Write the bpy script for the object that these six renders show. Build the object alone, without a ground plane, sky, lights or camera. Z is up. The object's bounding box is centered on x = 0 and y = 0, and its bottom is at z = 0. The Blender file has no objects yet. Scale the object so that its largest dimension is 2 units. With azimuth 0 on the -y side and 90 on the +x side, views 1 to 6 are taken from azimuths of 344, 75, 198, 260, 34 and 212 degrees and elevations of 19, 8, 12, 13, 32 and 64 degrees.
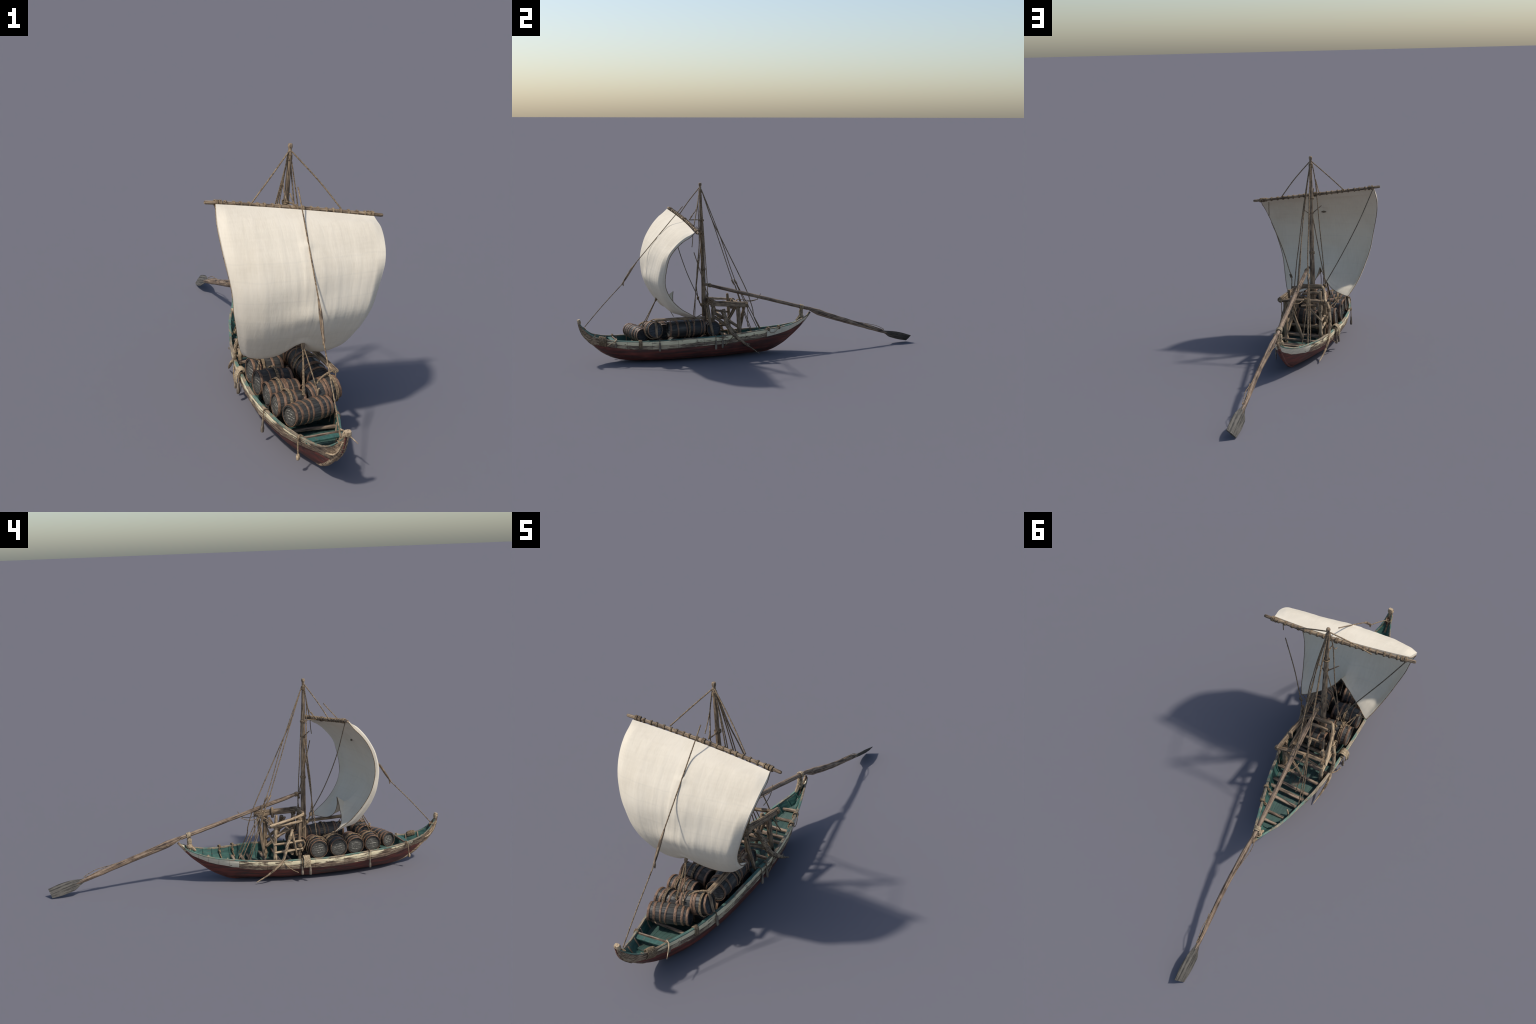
# Wooden river cargo boat with a square sail, a cargo of lashed barrels and a long steering oar.
import bpy, bmesh, math, random
import numpy as np
from mathutils import Vector, Matrix, noise

R = random.Random(7)
COL = bpy.context.scene.collection
V3 = lambda *p: np.array(p, float)


# ------------------------------------------------------------------ small maths
def hermite(xs, ys, x):
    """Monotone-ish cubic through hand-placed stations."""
    xs, ys = np.asarray(xs, float), np.asarray(ys, float)
    d = np.diff(ys) / np.diff(xs)
    m = np.zeros_like(ys)
    m[1:-1] = np.where(d[:-1] * d[1:] > 0, 2 * d[:-1] * d[1:] / (d[:-1] + d[1:] + 1e-12), 0)
    m[0], m[-1] = d[0], d[-1]
    x = np.clip(x, xs[0], xs[-1])
    i = np.clip(np.searchsorted(xs, x) - 1, 0, len(xs) - 2)
    h = xs[i + 1] - xs[i]
    t = (x - xs[i]) / h
    return ((1 + 2 * t) * (1 - t) ** 2 * ys[i] + t * (1 - t) ** 2 * h * m[i]
            + t * t * (3 - 2 * t) * ys[i + 1] + t * t * (t - 1) * h * m[i + 1])


def spline(pts, n):
    """Catmull-Rom resampled to n points of even spacing."""
    P = np.array(pts, float)
    if len(P) == 2:
        return P[0] + (P[1] - P[0]) * np.linspace(0, 1, n)[:, None]
    Q = np.vstack([2 * P[0] - P[1], P, 2 * P[-1] - P[-2]])
    out = []
    for i in range(1, len(Q) - 2):
        p0, p1, p2, p3 = Q[i - 1:i + 3]
        for t in np.linspace(0, 1, 24, endpoint=False):
            out.append(.5 * (2 * p1 + (p2 - p0) * t + (2 * p0 - 5 * p1 + 4 * p2 - p3) * t * t
                             + (3 * p1 - p0 - 3 * p2 + p3) * t ** 3))
    out.append(P[-1])
    out = np.array(out)
    d = np.r_[0, np.cumsum(np.linalg.norm(np.diff(out, axis=0), axis=1))]
    t = np.linspace(0, d[-1], n)
    return np.stack([np.interp(t, d, out[:, k]) for k in range(3)], 1)


def frames(C):
    T = np.gradient(C, axis=0)
    T /= np.linalg.norm(T, axis=1)[:, None] + 1e-12
    a = V3(0, 0, 1) if abs(T[0][2]) < .9 else V3(1, 0, 0)
    n = np.cross(T[0], a)
    n /= np.linalg.norm(n)
    N, B = [], []
    for t in T:
        n = n - t * (n @ t)
        n /= np.linalg.norm(n)
        N.append(n)
        B.append(np.cross(t, n))
    return T, np.array(N), np.array(B)


# ------------------------------------------------------------------ materials
def material(name):
    m = bpy.data.materials.new(name)
    m.use_nodes = True
    nt = m.node_tree
    for n in list(nt.nodes):
        if n.type != 'OUTPUT_MATERIAL':
            nt.nodes.remove(n)
    b = nt.nodes.new('ShaderNodeBsdfPrincipled')
    nt.links.new(b.outputs[0], nt.nodes['Material Output'].inputs[0])
    return m, nt, b


class G:
    """Node graph shorthand."""

    def __init__(s, nt):
        s.nt = nt
        s.tc = nt.nodes.new('ShaderNodeTexCoord')

    def put(s, sock, v):
        if isinstance(v, bpy.types.NodeSocket):
            s.nt.links.new(v, sock)
        elif isinstance(v, (tuple, list)) and len(v) == 3 and sock.type == 'RGBA':
            sock.default_value = (*v, 1)
        else:
            sock.default_value = v

    def coords(s, scale=(1, 1, 1), src='Object', rand=False):
        mp = s.nt.nodes.new('ShaderNodeMapping')
        mp.inputs['Scale'].default_value = scale
        s.nt.links.new(s.tc.outputs[src], mp.inputs[0])
        if rand:
            oi = s.nt.nodes.new('ShaderNodeObjectInfo')
            s.put(mp.inputs['Location'], s.math('MULTIPLY', oi.outputs['Random'], 37.0))
        return mp.outputs[0]

    def noise(s, vec, scale=1., detail=4., rough=.6, dist=0.):
        n = s.nt.nodes.new('ShaderNodeTexNoise')
        s.put(n.inputs['Vector'], vec)
        n.inputs['Scale'].default_value = scale
        n.inputs['Detail'].default_value = detail
        n.inputs['Roughness'].default_value = rough
        n.inputs['Distortion'].default_value = dist
        return n.outputs['Fac']

    def voronoi(s, vec, scale, out='Distance', feature='F1'):
        n = s.nt.nodes.new('ShaderNodeTexVoronoi')
        n.feature = feature
        s.put(n.inputs['Vector'], vec)
        n.inputs['Scale'].default_value = scale
        return n.outputs[out]

    def ramp(s, fac, stops):
        n = s.nt.nodes.new('ShaderNodeValToRGB')
        e = n.color_ramp.elements
        while len(e) < len(stops):
            e.new(.5)
        for el, (p, c) in zip(e, stops):
            el.position = p
            el.color = (c, c, c, 1) if isinstance(c, (int, float)) else (*c, 1)
        s.put(n.inputs[0], fac)
        return n.outputs[0]

    def mix(s, fac, a, b, mode='MIX'):
        n = s.nt.nodes.new('ShaderNodeMix')
        n.data_type = 'RGBA'
        n.blend_type = mode
        s.put(n.inputs[0], fac)
        s.put(n.inputs[6], a)
        s.put(n.inputs[7], b)
        return n.outputs[2]

    def math(s, op, a, b=0.):
        n = s.nt.nodes.new('ShaderNodeMath')
        n.operation = op
        s.put(n.inputs[0], a)
        s.put(n.inputs[1], b)
        return n.outputs[0]

    def sep(s, vec):
        n = s.nt.nodes.new('ShaderNodeSeparateXYZ')
        s.nt.links.new(vec, n.inputs[0])
        return n.outputs

    def bump(s, b, h, strength=.4, dist=.002):
        n = s.nt.nodes.new('ShaderNodeBump')
        n.inputs['Strength'].default_value = strength
        n.inputs['Distance'].default_value = dist
        s.put(n.inputs['Height'], h)
        s.nt.links.new(n.outputs[0], b.inputs['Normal'])


def grain_material(name, scale, dark, mid, light, rough=.8, rand=True, bump=.5):
    m, nt, b = material(name)
    g = G(nt)
    v = g.coords(scale, rand=rand)
    grain = g.noise(v, 1., 5, .65, .4)
    blotch = g.noise(g.coords((28, 28, 28), rand=rand), 1., 3)
    f = g.math('ADD', g.math('MULTIPLY', grain, .75), g.math('MULTIPLY', blotch, .25))
    c = g.ramp(f, [(.39, dark), (.475, mid), (.58, light)])
    g.put(b.inputs['Base Color'], c)
    b.inputs['Roughness'].default_value = rough
    g.bump(b, grain, bump, .0015)
    return m


TAN_D, TAN_M, TAN_L = (.055, .036, .023), (.20, .138, .086), (.40, .30, .20)
M = {}
M['pole'] = grain_material('weathered_pole_wood', (260, 260, 14), (.032, .021, .013), (.155, .105, .064), (.36, .26, .16))
M['pale_pole'] = grain_material('pale_pole_wood', (260, 260, 14), (.06, .038, .022), (.28, .195, .115), (.50, .38, .24))
M['beam'] = grain_material('grey_beam_wood', (220, 220, 14), (.04, .031, .024), (.125, .098, .072), (.26, .205, .15))
M['oar'] = grain_material('brown_oar_wood', (220, 220, 7), (.033, .022, .016), (.14, .093, .061), (.31, .222, .148))
M['blade'] = grain_material('wet_blade_wood', (200, 200, 9), (.018, .016, .013), (.048, .043, .035), (.115, .103, .085))
M['rope'] = grain_material('tan_rope', (150, 150, 150), (.07, .045, .025), (.175, .12, .07), (.29, .21, .125), .95)
M['hemp'] = grain_material('pale_hemp_rope', (150, 150, 150), (.16, .115, .068), (.33, .25, .155), (.48, .38, .25), .95)
M['dark_rope'] = grain_material('tarred_rope', (150, 150, 150), (.05, .037, .025), (.12, .09, .06), (.21, .165, .11), .95)
M['thwart'] = grain_material('bare_thwart_wood', (220, 220, 14), (.055, .038, .026), (.17, .118, .08), (.34, .245, .17))
M['bow'] = grain_material('bare_bow_wood', (120, 22, 200), (.06, .04, .025), (.19, .13, .08), (.40, .295, .19), rand=False)


def painted(name, base, base2, wood, wood2, lo, hi, scale, extra=None, rough=.65):
    """Old paint over wood: chips show where a stretched noise falls below lo..hi."""
    m, nt, b = material(name)
    g = G(nt)
    v = g.coords(scale)
    n = g.noise(v, 1., 6, .68, .6)
    big = g.noise(g.coords((5, 5, 9)), 1., 2)
    f = g.math('ADD', n, g.math('MULTIPLY', g.math('SUBTRACT', big, .5), .55))
    mask = g.ramp(f, [(lo, 0.), (hi, 1.)])
    fine = g.noise(g.coords((90, 26, 240)), 1., 5, .7)
    woodc = g.ramp(fine, [(.36, wood), (.62, wood2)])
    tone = g.noise(g.coords((40, 16, 90)), 1., 4, .6)
    paint = g.ramp(tone, [(.35, base2), (.62, base)])
    c = g.mix(mask, woodc, paint)
    if extra:
        c = extra(g, c)
    g.put(b.inputs['Base Color'], c)
    b.inputs['Roughness'].default_value = rough
    h = g.math('ADD', g.math('MULTIPLY', mask, .6), g.math('MULTIPLY', fine, .5))
    g.bump(b, h, .55, .0015)
    return m


def rust_spots(g, c):
    d = g.voronoi(g.coords((30, 17, 42)), 1.)
    spot = g.ramp(d, [(.05, 1.), (.13, 0.)])
    return g.mix(spot, c, (.10, .05, .028))


def red_streaks(g, c):
    n = g.noise(g.coords((9, 5, 60)), 1., 5, .65)
    dark = g.ramp(n, [(.42, 1.), (.6, 0.)])
    c = g.mix(g.math('MULTIPLY', dark, .75), c, (.035, .02, .016))
    n2 = g.noise(g.coords((20, 10, 160)), 1., 3)
    return g.mix(g.ramp(n2, [(.63, 0.), (.72, .5)]), c, (.24, .13, .09))


CREAM, CREAM2 = (.88, .76, .49), (.72, .60, .38)
M['worn_white'] = painted('worn_white_paint', CREAM, CREAM2, (.05, .031, .019), (.24, .165, .105), .425, .475,
                          (14, 11, 75), rust_spots)
M['clean_white'] = painted('sound_white_paint', (.74, .67, .51), (.60, .54, .41), (.10, .065, .04), (.25, .18, .12),
                           .24, .32, (22, 16, 90), rust_spots)
M['wale'] = painted('scuffed_wale_wood', (.55, .45, .30), (.42, .32, .20), (.045, .03, .02), (.27, .185, .12), .545, .60,
                    (16, 9, 90))
M['red'] = painted('red_bottom_paint', (.20, .044, .029), (.13, .031, .021), (.04, .025, .018), (.12, .066, .047),
                   .36, .44, (15, 7, 60), red_streaks)
TEAL, TEAL2 = (.042, .122, .097), (.022, .070, .060)
M['teal'] = painted('teal_paint', TEAL, TEAL2, (.045, .04, .032), (.16, .125, .09), .33, .40, (20, 8, 40))
M['teal_worn'] = painted('worn_teal_rail_paint', (.10, .19, .148), (.055, .115, .092), (.10, .075, .05), (.30, .23, .15),
                         .47, .56, (30, 9, 40))
M['floor'] = painted('teal_floor_paint', (.048, .098, .080), (.030, .067, .057), (.04, .036, .028), (.12, .10, .075),
                     .34, .42, (26, 12, 20))


def make_sail():
    m, nt, b = material('cream_sailcloth')
    g = G(nt)
    warp = g.noise(g.coords((150, 30, 22)), 1., 5, .65, .5)
    weft = g.noise(g.coords((14, 20, 160)), 1., 4, .6)
    stain = g.noise(g.coords((6, 6, 6)), 1., 5, .6)
    f = g.math('ADD', g.math('MULTIPLY', warp, .30), g.math('ADD', g.math('MULTIPLY', weft, .15), g.math('MULTIPLY', stain, .45)))
    c = g.ramp(f, [(.30, (.73, .64, .495)), (.48, (.81, .72, .57)), (.66, (.845, .76, .615))])
    # faint reef seams across the cloth
    z = g.sep(g.coords((1, 1, 1)))[2]
    for zz in (.655, .60, .53, .455, .385, .335):
        d = g.math('ABSOLUTE', g.math('SUBTRACT', g.math('ADD', z, g.math('MULTIPLY', g.math('SUBTRACT', stain, .5), .02)), zz))
        c = g.mix(g.math('MULTIPLY', g.ramp(d, [(.0008, 1.), (.0035, 0.)]), .09), c, (.45, .42, .36))
    g.put(b.inputs['Base Color'], c)
    b.inputs['Roughness'].default_value = .9
    g.bump(b, f, .5, .004)
    tr = nt.nodes.new('ShaderNodeBsdfTranslucent')
    g.put(tr.inputs['Color'], c)
    ms = nt.nodes.new('ShaderNodeMixShader')
    ms.inputs[0].default_value = .10
    nt.links.new(b.outputs[0], ms.inputs[1])
    nt.links.new(tr.outputs[0], ms.inputs[2])
    nt.links.new(ms.outputs[0], nt.nodes['Material Output'].inputs[0])
    return m


M['sail'] = make_sail()


def make_stave():
    m, nt, b = material('dark_barrel_staves')
    g = G(nt)
    v = g.coords((9, 9, 1.6), rand=True)
    n = g.noise(v, 1., 5, .65)
    blotch = g.noise(g.coords((2.2, 2.2, 1.5), rand=True), 1., 3)
    c = g.ramp(g.math('ADD', g.math('MULTIPLY', n, .6), g.math('MULTIPLY', blotch, .4)),
               [(.36, (.016, .015, .014)), (.5, (.042, .040, .036)), (.60, (.080, .073, .062)), (.68, (.17, .125, .085))])
    g.put(b.inputs['Base Color'], c)
    b.inputs['Roughness'].default_value = .42
    b.inputs['Specular IOR Level'].default_value = .3
    g.bump(b, n, .35, .002)
    return m


def make_hoop():
    m, nt, b = material('rusty_copper_hoop')
    g = G(nt)
    n = g.noise(g.coords((3.5, 3.5, 3), rand=True), 1., 5, .65)
    fine = g.noise(g.coords((11, 11, 11), rand=True), 1., 4)
    c = g.ramp(g.math('ADD', g.math('MULTIPLY', n, .65), g.math('MULTIPLY', fine, .35)),
               [(.35, (.042, .027, .019)), (.48, (.145, .084, .051)), (.58, (.265, .150, .086)), (.68, (.48, .25, .135))])  # palest stop bakes the bright glints on hoop edges into the base colour
    g.put(b.inputs['Base Color'], c)
    b.inputs['Roughness'].default_value = .6
    b.inputs['Metallic'].default_value = .15
    g.bump(b, fine, .4, .002)
    return m


def make_head(chalk):
    m, nt, b = material('barrel_head_planks_chalked' if chalk else 'barrel_head_planks')
    g = G(nt)
    n = g.noise(g.coords((1.6, 14, 4), rand=True), 1., 4, .65)
    base = (.085, .078, .064) if chalk else (.055, .058, .062)
    c = g.ramp(n, [(.36, tuple(k * .4 for k in base)), (.5, tuple(k * .8 for k in base)), (.66, tuple(k * 1.45 for k in base))])
    if chalk:   # rubbed chalk lines of writing, no longer legible
        s = g.sep(g.coords((1, 1, 1)))
        rr = g.math('MODULO', g.math('ADD', g.math('MULTIPLY', s[1], 3.3), 8.), 1.)
        line = g.ramp(g.math('ABSOLUTE', g.math('SUBTRACT', rr, .5)), [(.07, 1.), (.17, 0.)])
        ink = g.ramp(g.noise(g.coords((5, 9, 2), rand=True), 1., 3), [(.50, 0.), (.56, 1.)])
        inside = g.ramp(g.math('ADD', g.math('MULTIPLY', s[0], s[0]), g.math('MULTIPLY', s[1], s[1])), [(.30, 1.), (.5, 0.)])
        k = g.math('MULTIPLY', g.math('MULTIPLY', line, ink), inside)
        c = g.mix(g.math('MULTIPLY', k, .85), c, (.55, .51, .42))
    g.put(b.inputs['Base Color'], c)
    b.inputs['Roughness'].default_value = .7
    g.bump(b, n, .3, .002)
    return m


M['stave'], M['hoop'] = make_stave(), make_hoop()
M['head_chalk'], M['head'] = make_head(True), make_head(False)


# ------------------------------------------------------------------ object helpers
def empty(name, parent=None, loc=(0, 0, 0), label=None, category=None):
    o = bpy.data.objects.new(name, None)
    o.empty_display_size = .05
    COL.objects.link(o)
    o.parent = parent
    o.location = loc
    if label:
        o['label'], o['category'] = label, category
    return o


def build(name, verts, faces, mat, parent, smooth=True, angle=None):
    me = bpy.data.meshes.new(name)
    me.from_pydata([tuple(map(float, v)) for v in verts], [], faces)
    me.update()
    bm = bmesh.new()
    bm.from_mesh(me)
    bmesh.ops.recalc_face_normals(bm, faces=bm.faces)
    bm.to_mesh(me)
    bm.free()
    for p in me.polygons:
        p.use_smooth = smooth
    if smooth and angle:
        me.set_sharp_from_angle(angle=math.radians(angle))
    for mm in (mat if isinstance(mat, (list, tuple)) else [mat]):
        me.materials.append(mm)
    o = bpy.data.objects.new(name, me)
    COL.objects.link(o)
    o.parent = parent
    return o


def tube_mesh(C, rad, seg, shape=None, caps=True, tall=None):
    T, N, B = frames(C)
    n = len(C)
    th = np.linspace(0, 2 * math.pi, seg, endpoint=False)
    verts = []
    for i in range(n):
        r = rad[i] if shape is None else rad[i] * shape(i, th)
        verts.append(C[i] + (np.cos(th) * r)[:, None] * N[i] + (np.sin(th) * r * (1 if tall is None else tall[i]))[:, None] * B[i])
    verts = list(np.vstack(verts))
    F = [(i * seg + k, i * seg + (k + 1) % seg, (i + 1) * seg + (k + 1) % seg, (i + 1) * seg + k)
         for i in range(n - 1) for k in range(seg)]
    if caps:
        F.append(tuple(range(seg - 1, -1, -1)))
        F.append(tuple((n - 1) * seg + k for k in range(seg)))
    return verts, F


def axis_frame(a, b):
    z = Vector(b) - Vector(a)
    z.normalize()
    return z.to_track_quat('Z', 'Y').to_matrix().to_4x4()


def pole(name, pts, r, mat, parent, seg=12, rough=.10, n=None, tall=None, knots=0):
    """A hewn stick: own local z along its length so that the grain follows it."""
    L = sum(np.linalg.norm(np.array(b) - np.array(a)) for a, b in zip(pts, pts[1:]))
    n = n or max(10, int(L / .006))
    C = spline(pts, n)
    rr = np.interp(np.linspace(0, 1, n), np.linspace(0, 1, len(r)), r) if isinstance(r, (list, tuple)) else np.full(n, r)
    rr = rr.copy()
    rr[0] *= .8
    rr[-1] *= .8
    s = np.linspace(0, L, n)
    for _ in range(knots):
        k = R.uniform(.1, .9) * L
        rr *= 1 + .22 * np.exp(-((s - k) / .006) ** 2)
    sd = R.uniform(0, 100)

    def shape(i, th):
        return np.array([1 + rough * (noise.noise(Vector((math.cos(t) * 1.4 + sd, math.sin(t) * 1.4, s[i] * 22))) * 1.6
                                      + .5 * noise.noise(Vector((math.cos(t) * 4, math.sin(t) * 4 + sd, s[i] * 9))))
                         for t in th])
    A = axis_frame(pts[0], pts[-1])
    A.translation = Vector(pts[0])
    inv = A.inverted()
    tl = None if tall is None else np.interp(np.linspace(0, 1, n), np.linspace(0, 1, len(tall)), tall)
    verts, F = tube_mesh(C, rr, seg, shape, tall=tl)
    verts = [inv @ Vector(v) for v in verts]
    o = build(name, verts, F, mat, parent, True, 60)
    o.matrix_local = A
    return o


def plank(name, a, b, w, t, mat, parent, up=(0, 0, 1), rough=.0008, bow=0.):
    """A board from a to b, w wide and t thick, its thickness along `up`."""
    a, b, up = V3(*a), V3(*b), V3(*up)
    z = b - a
    L = np.linalg.norm(z)
    z /= L
    x = np.cross(up, z)
    x /= np.linalg.norm(x)
    y = np.cross(z, x)
    n = max(6, int(L / .01))
    c = min(t, w) * .22
    prof = [(-w / 2 + c, -t / 2), (w / 2 - c, -t / 2), (w / 2, -t / 2 + c), (w / 2, t / 2 - c), (w / 2 - c, t / 2),
            (-w / 2 + c, t / 2), (-w / 2, t / 2 - c), (-w / 2, -t / 2 + c)]
    sd = R.uniform(0, 50)
    verts = []
    for i in range(n + 1):
        s = L * i / n
        for (px, py) in prof:
            q = noise.noise(Vector((px * 60 + sd, py * 60, s * 25))) * rough
            verts.append((px + q, py + q * .7 + bow * math.sin(math.pi * i / n), s))
    F = [(i * 8 + k, i * 8 + (k + 1) % 8, (i + 1) * 8 + (k + 1) % 8, (i + 1) * 8 + k) for i in range(n) for k in range(8)]
    F += [tuple(range(7, -1, -1)), tuple(n * 8 + k for k in range(8))]
    o = build(name, verts, F, mat, parent, True, 40)
    o.matrix_local = Matrix(((x[0], y[0], z[0], a[0]), (x[1], y[1], z[1], a[1]), (x[2], y[2], z[2], a[2]), (0, 0, 0, 1)))
    return o


def rope(name, pts, r, mat, parent, n=None, twist=True):
    L = sum(np.linalg.norm(np.array(b) - np.array(a)) for a, b in zip(pts, pts[1:]))
    n = n or max(8, int(L / (r * 1.3)))
    C = spline(pts, n)
    s = np.linspace(0, L, n)
    sh = (lambda i, th: 1 + .08 * np.cos(3 * th - s[i] / r * 1.1)) if twist else None
    verts, F = tube_mesh(C, np.full(n, r), 9, sh)
    return build(name, verts, F, mat, parent)


def lashing(name, c, axis, rad, r, turns, mat, parent, flat=1., pitch=1.7, spread=0.):
    """Rope wound `turns` times round an axis; flat squashes the loop along one side."""
    A = axis_frame((0, 0, 0), axis)
    pts = []
    for i in range(int(turns * 18) + 1):
        a = i / 18 * 2 * math.pi
        z = (i / 18 - turns / 2) * r * pitch
        k = rad * (1 + R.uniform(-.04, .04))
        pts.append(np.array(A @ Vector((math.cos(a) * k, math.sin(a) * k * flat, z))) + np.array(c))
    verts, F = tube_mesh(np.array(pts), np.full(len(pts), r), 7)
    return build(name, verts, F, mat, parent)


# ------------------------------------------------------------------ hull lines
boat = empty('sailing_cargo_boat', label='weathered wooden river cargo boat with square sail and steering oar',
             category='boat')

YL = [-.998, -.985, -.96, -.93, -.90, -.86, -.816, -.76, -.69, -.60, -.52, -.44, -.35, -.28, -.20, -.11, -.02, .073, .16,
      .22, .276, .32, .345, .358]
XL = [-.006, .000, .011, .026, .042, .057, .074, .093, .113, .131, .141, .144, .143, .140, .137, .129, .118, .098, .079,
      .061, .037, .024, .018, .014]
ZL = [.238, .220, .190, .164, .149, .138, .131, .126, .122, .120, .117, .112, .109, .110, .111, .114, .118, .124, .134,
      .145, .163, .186, .205, .217]
YR = [-.998, -.985, -.96, -.93, -.90, -.86, -.828, -.749, -.665, -.573, -.462, -.35, -.239, -.131, -.008, .129, .20, .255,
      .30, .345, .358]
XR = [.015, .018, .025, .034, .045, .053, .061, .084, .107, .121, .129, .127, .124, .122, .105, .066, .045, .027, .013,
      .000, -.006]
ZR = [.238, .220, .190, .164, .148, .138, .132, .127, .126, .128, .130, .132, .134, .141, .149, .153, .159, .171, .187,
      .208, .217]
YK = [-.998, -.993, -.975, -.949, -.93, -.911, -.863, -.813, -.764, -.70, -.60, -.30, -.05, .05, .096, .147, .201, .256,
      .292, .325, .358]
ZK = [.230, .203, .158, .126, .106, .093, .053, .025, .008, .002, .000, .000, .002, .005, .010, .031, .062, .108, .139,
      .174, .214]
YS = [-1., -.86, -.70, -.5, -.3, -.15, .05, .2, .36]
EL, NL = [1.2, 1.0, .59, .40, .31, .34, .60, .86, 1.0], [.8, .85, 1.64, 2.01, 2.05, 2.15, 1.56, 1.0, .85]
ER, NR = [.70, .52, .34, .31, .31, .37, .53, .67, .8], [.8, 1.4, 2.5, 3.0, 3.0, 2.6, 1.95, 1.4, .9]
CXY, CXV = [-.998, -.9, -.6, .05, .25, .358], [.005, .001, 0, -.003, -.010, -.014]


def sheer(side, y):
    t = .0028 * min(1, max(0, (.93 + y) / .1), max(0, (.33 - y) / .1))
    return (t - hermite(YL, XL, y), hermite(YL, ZL, y)) if side < 0 else (t + hermite(YR, XR, y), hermite(YR, ZR, y))


def hull(side, y, h):
    """Point of the outer skin; h = 0 at the keel, 1 at the sheer."""
    xs, zs = sheer(side, y)
    zk = min(hermite(YK, ZK, y), zs - .004)
    c = hermite(CXY, CXV, y)
    # she lists: the port bilge is slacker than the starboard one
    e = np.interp(y, YS, EL if side < 0 else ER)
    nn = np.interp(y, YS, NL if side < 0 else NR)
    g = (1 - (1 - h) ** nn) ** e
    return c + (xs - c) * g, zk + (zs - zk) * h


def belt(y):   # depth from sheer to the red paint
    return np.interp(y, [-1., -.95, -.9, -.85, -.7, -.5, -.3, 0, .15, .29, .36], [.07, .066, .047, .037, .045, .05, .047, .049, .039, .026, .014])


def strip(name, side, y0, y1, d0, d1, out, mat, thick=.006, ripple=.0007, parent=None, lip=0.):
    """A plank of the topsides between two depths below the sheer, standing `out` proud of the skin."""
    n = max(5, int((y1 - y0) / .007))
    ys = np.linspace(y0, y1, n)
    verts, F = [], []
    m = 7
    sd = R.uniform(0, 99)
    for y in ys:
        xs, zs = sheer(side, y)
        zk = min(hermite(YK, ZK, y), zs - .004)
        ring = []
        for k in range(m):
            f = k / (m - 1)
            d = d0(y) + (d1(y) - d0(y)) * f
            h = max(0., 1 - d / (zs - zk))
            x, z = hull(side, y, h)
            edge = 1
            o = out - .0012 * (abs(2 * f - 1) ** 8) + lip * math.exp(-((f - .86) / .1) ** 2) + ripple * noise.noise(Vector((sd, y * 45, z * 160)))
            ring.append((x + side * o, y, z))
        for k in range(m - 1, -1, -1):
            ring.append((ring[k][0] - side * (thick + out), y, ring[k][2]))
        verts += ring
    w = 2 * m
    F = [(i * w + k, i * w + (k + 1) % w, (i + 1) * w + (k + 1) % w, (i + 1) * w + k) for i in range(n - 1) for k in range(w)]
    F += [tuple(range(w)), tuple((n - 1) * w + k for k in range(w - 1, -1, -1))]
    return build(name, verts, F, mat, parent, True, 50)


hull_part = empty('hull', boat)

# red bottom: one skin keel to sheer (its top is hidden behind the strakes)
ys = np.r_[np.linspace(-.998, -.80, 40), np.linspace(-.79, .10, 90), np.linspace(.11, .356, 36)]
us = np.linspace(0, 1, 22) ** 1.8
verts, F = [], []
nu = len(us)
for y in ys:
    xs, zs = sheer(1, y)
    for side in (-1, 1):
        for u in (us[::-1] if side < 0 else us[1:]):
            h = u * .93
            x, z = hull(side, y, h)
            # lapped planks: little steps down the bilge
            st = (.0012 * ((z * 55) % 1.0)) if .03 < h < .9 else 0
            inset = np.interp(y, [-.96, -.9], [.008, .0035]) * min(1, max(0, (h - (1 - (belt(y) + .006) / (zs - min(hermite(YK, ZK, y), zs - .004)))) / .08))
            verts.append((x - side * min(inset, abs(x) * .7) + side * st + .0012 * noise.noise(Vector((x * 20, y * 14, z * 60))), y, z))
W = 2 * nu - 1
F = [(i * W + k, i * W + k + 1, (i + 1) * W + k + 1, (i + 1) * W + k) for i in range(len(ys) - 1) for k in range(W - 1)]
build('bottom_planking', verts, F, M['red'], hull_part)

# inner skin and floor
def floor_z(y):
    return max(np.interp(y, [-.95, -.8, -.6, 0, .15, .3], [.137, .086, .058, .066, .084, .135]), hermite(YK, ZK, y) + .012)


verts, F = [], []
ysi = np.r_[np.linspace(-.955, -.80, 30), np.linspace(-.79, .10, 80), np.linspace(.11, .325, 30)]
q = 12
for y in ysi:
    fz = floor_z(y)
    row = []
    for side in (-1, 1):
        xs, zs = sheer(side, y)
        zk = min(hermite(YK, ZK, y), zs - .004)
        h0 = min(.9, max(.02, (fz - zk) / (zs - zk)))
        pts = []
        for k in range(q):
            h = h0 + (1 - h0) * k / (q - 1)
            x, z = hull(side, y, h)
            c = hermite(CXY, CXV, y)
            inset = min(.009, abs(x - c) * .6)
            lap = .0012 * ((z * 70) % 1.)
            pts.append((x - side * (inset + lap), y, z - .001))
        row.append(pts)
    ring = row[0][::-1] + row[1]
    verts += ring
W = 2 * q
F = [(i * W + k, i * W + k + 1, (i + 1) * W + k + 1, (i + 1) * W + k) for i in range(len(ysi) - 1) for k in range(W - 1)]
lin = build('inner_planking', verts, F, M['teal'], hull_part)

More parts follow.
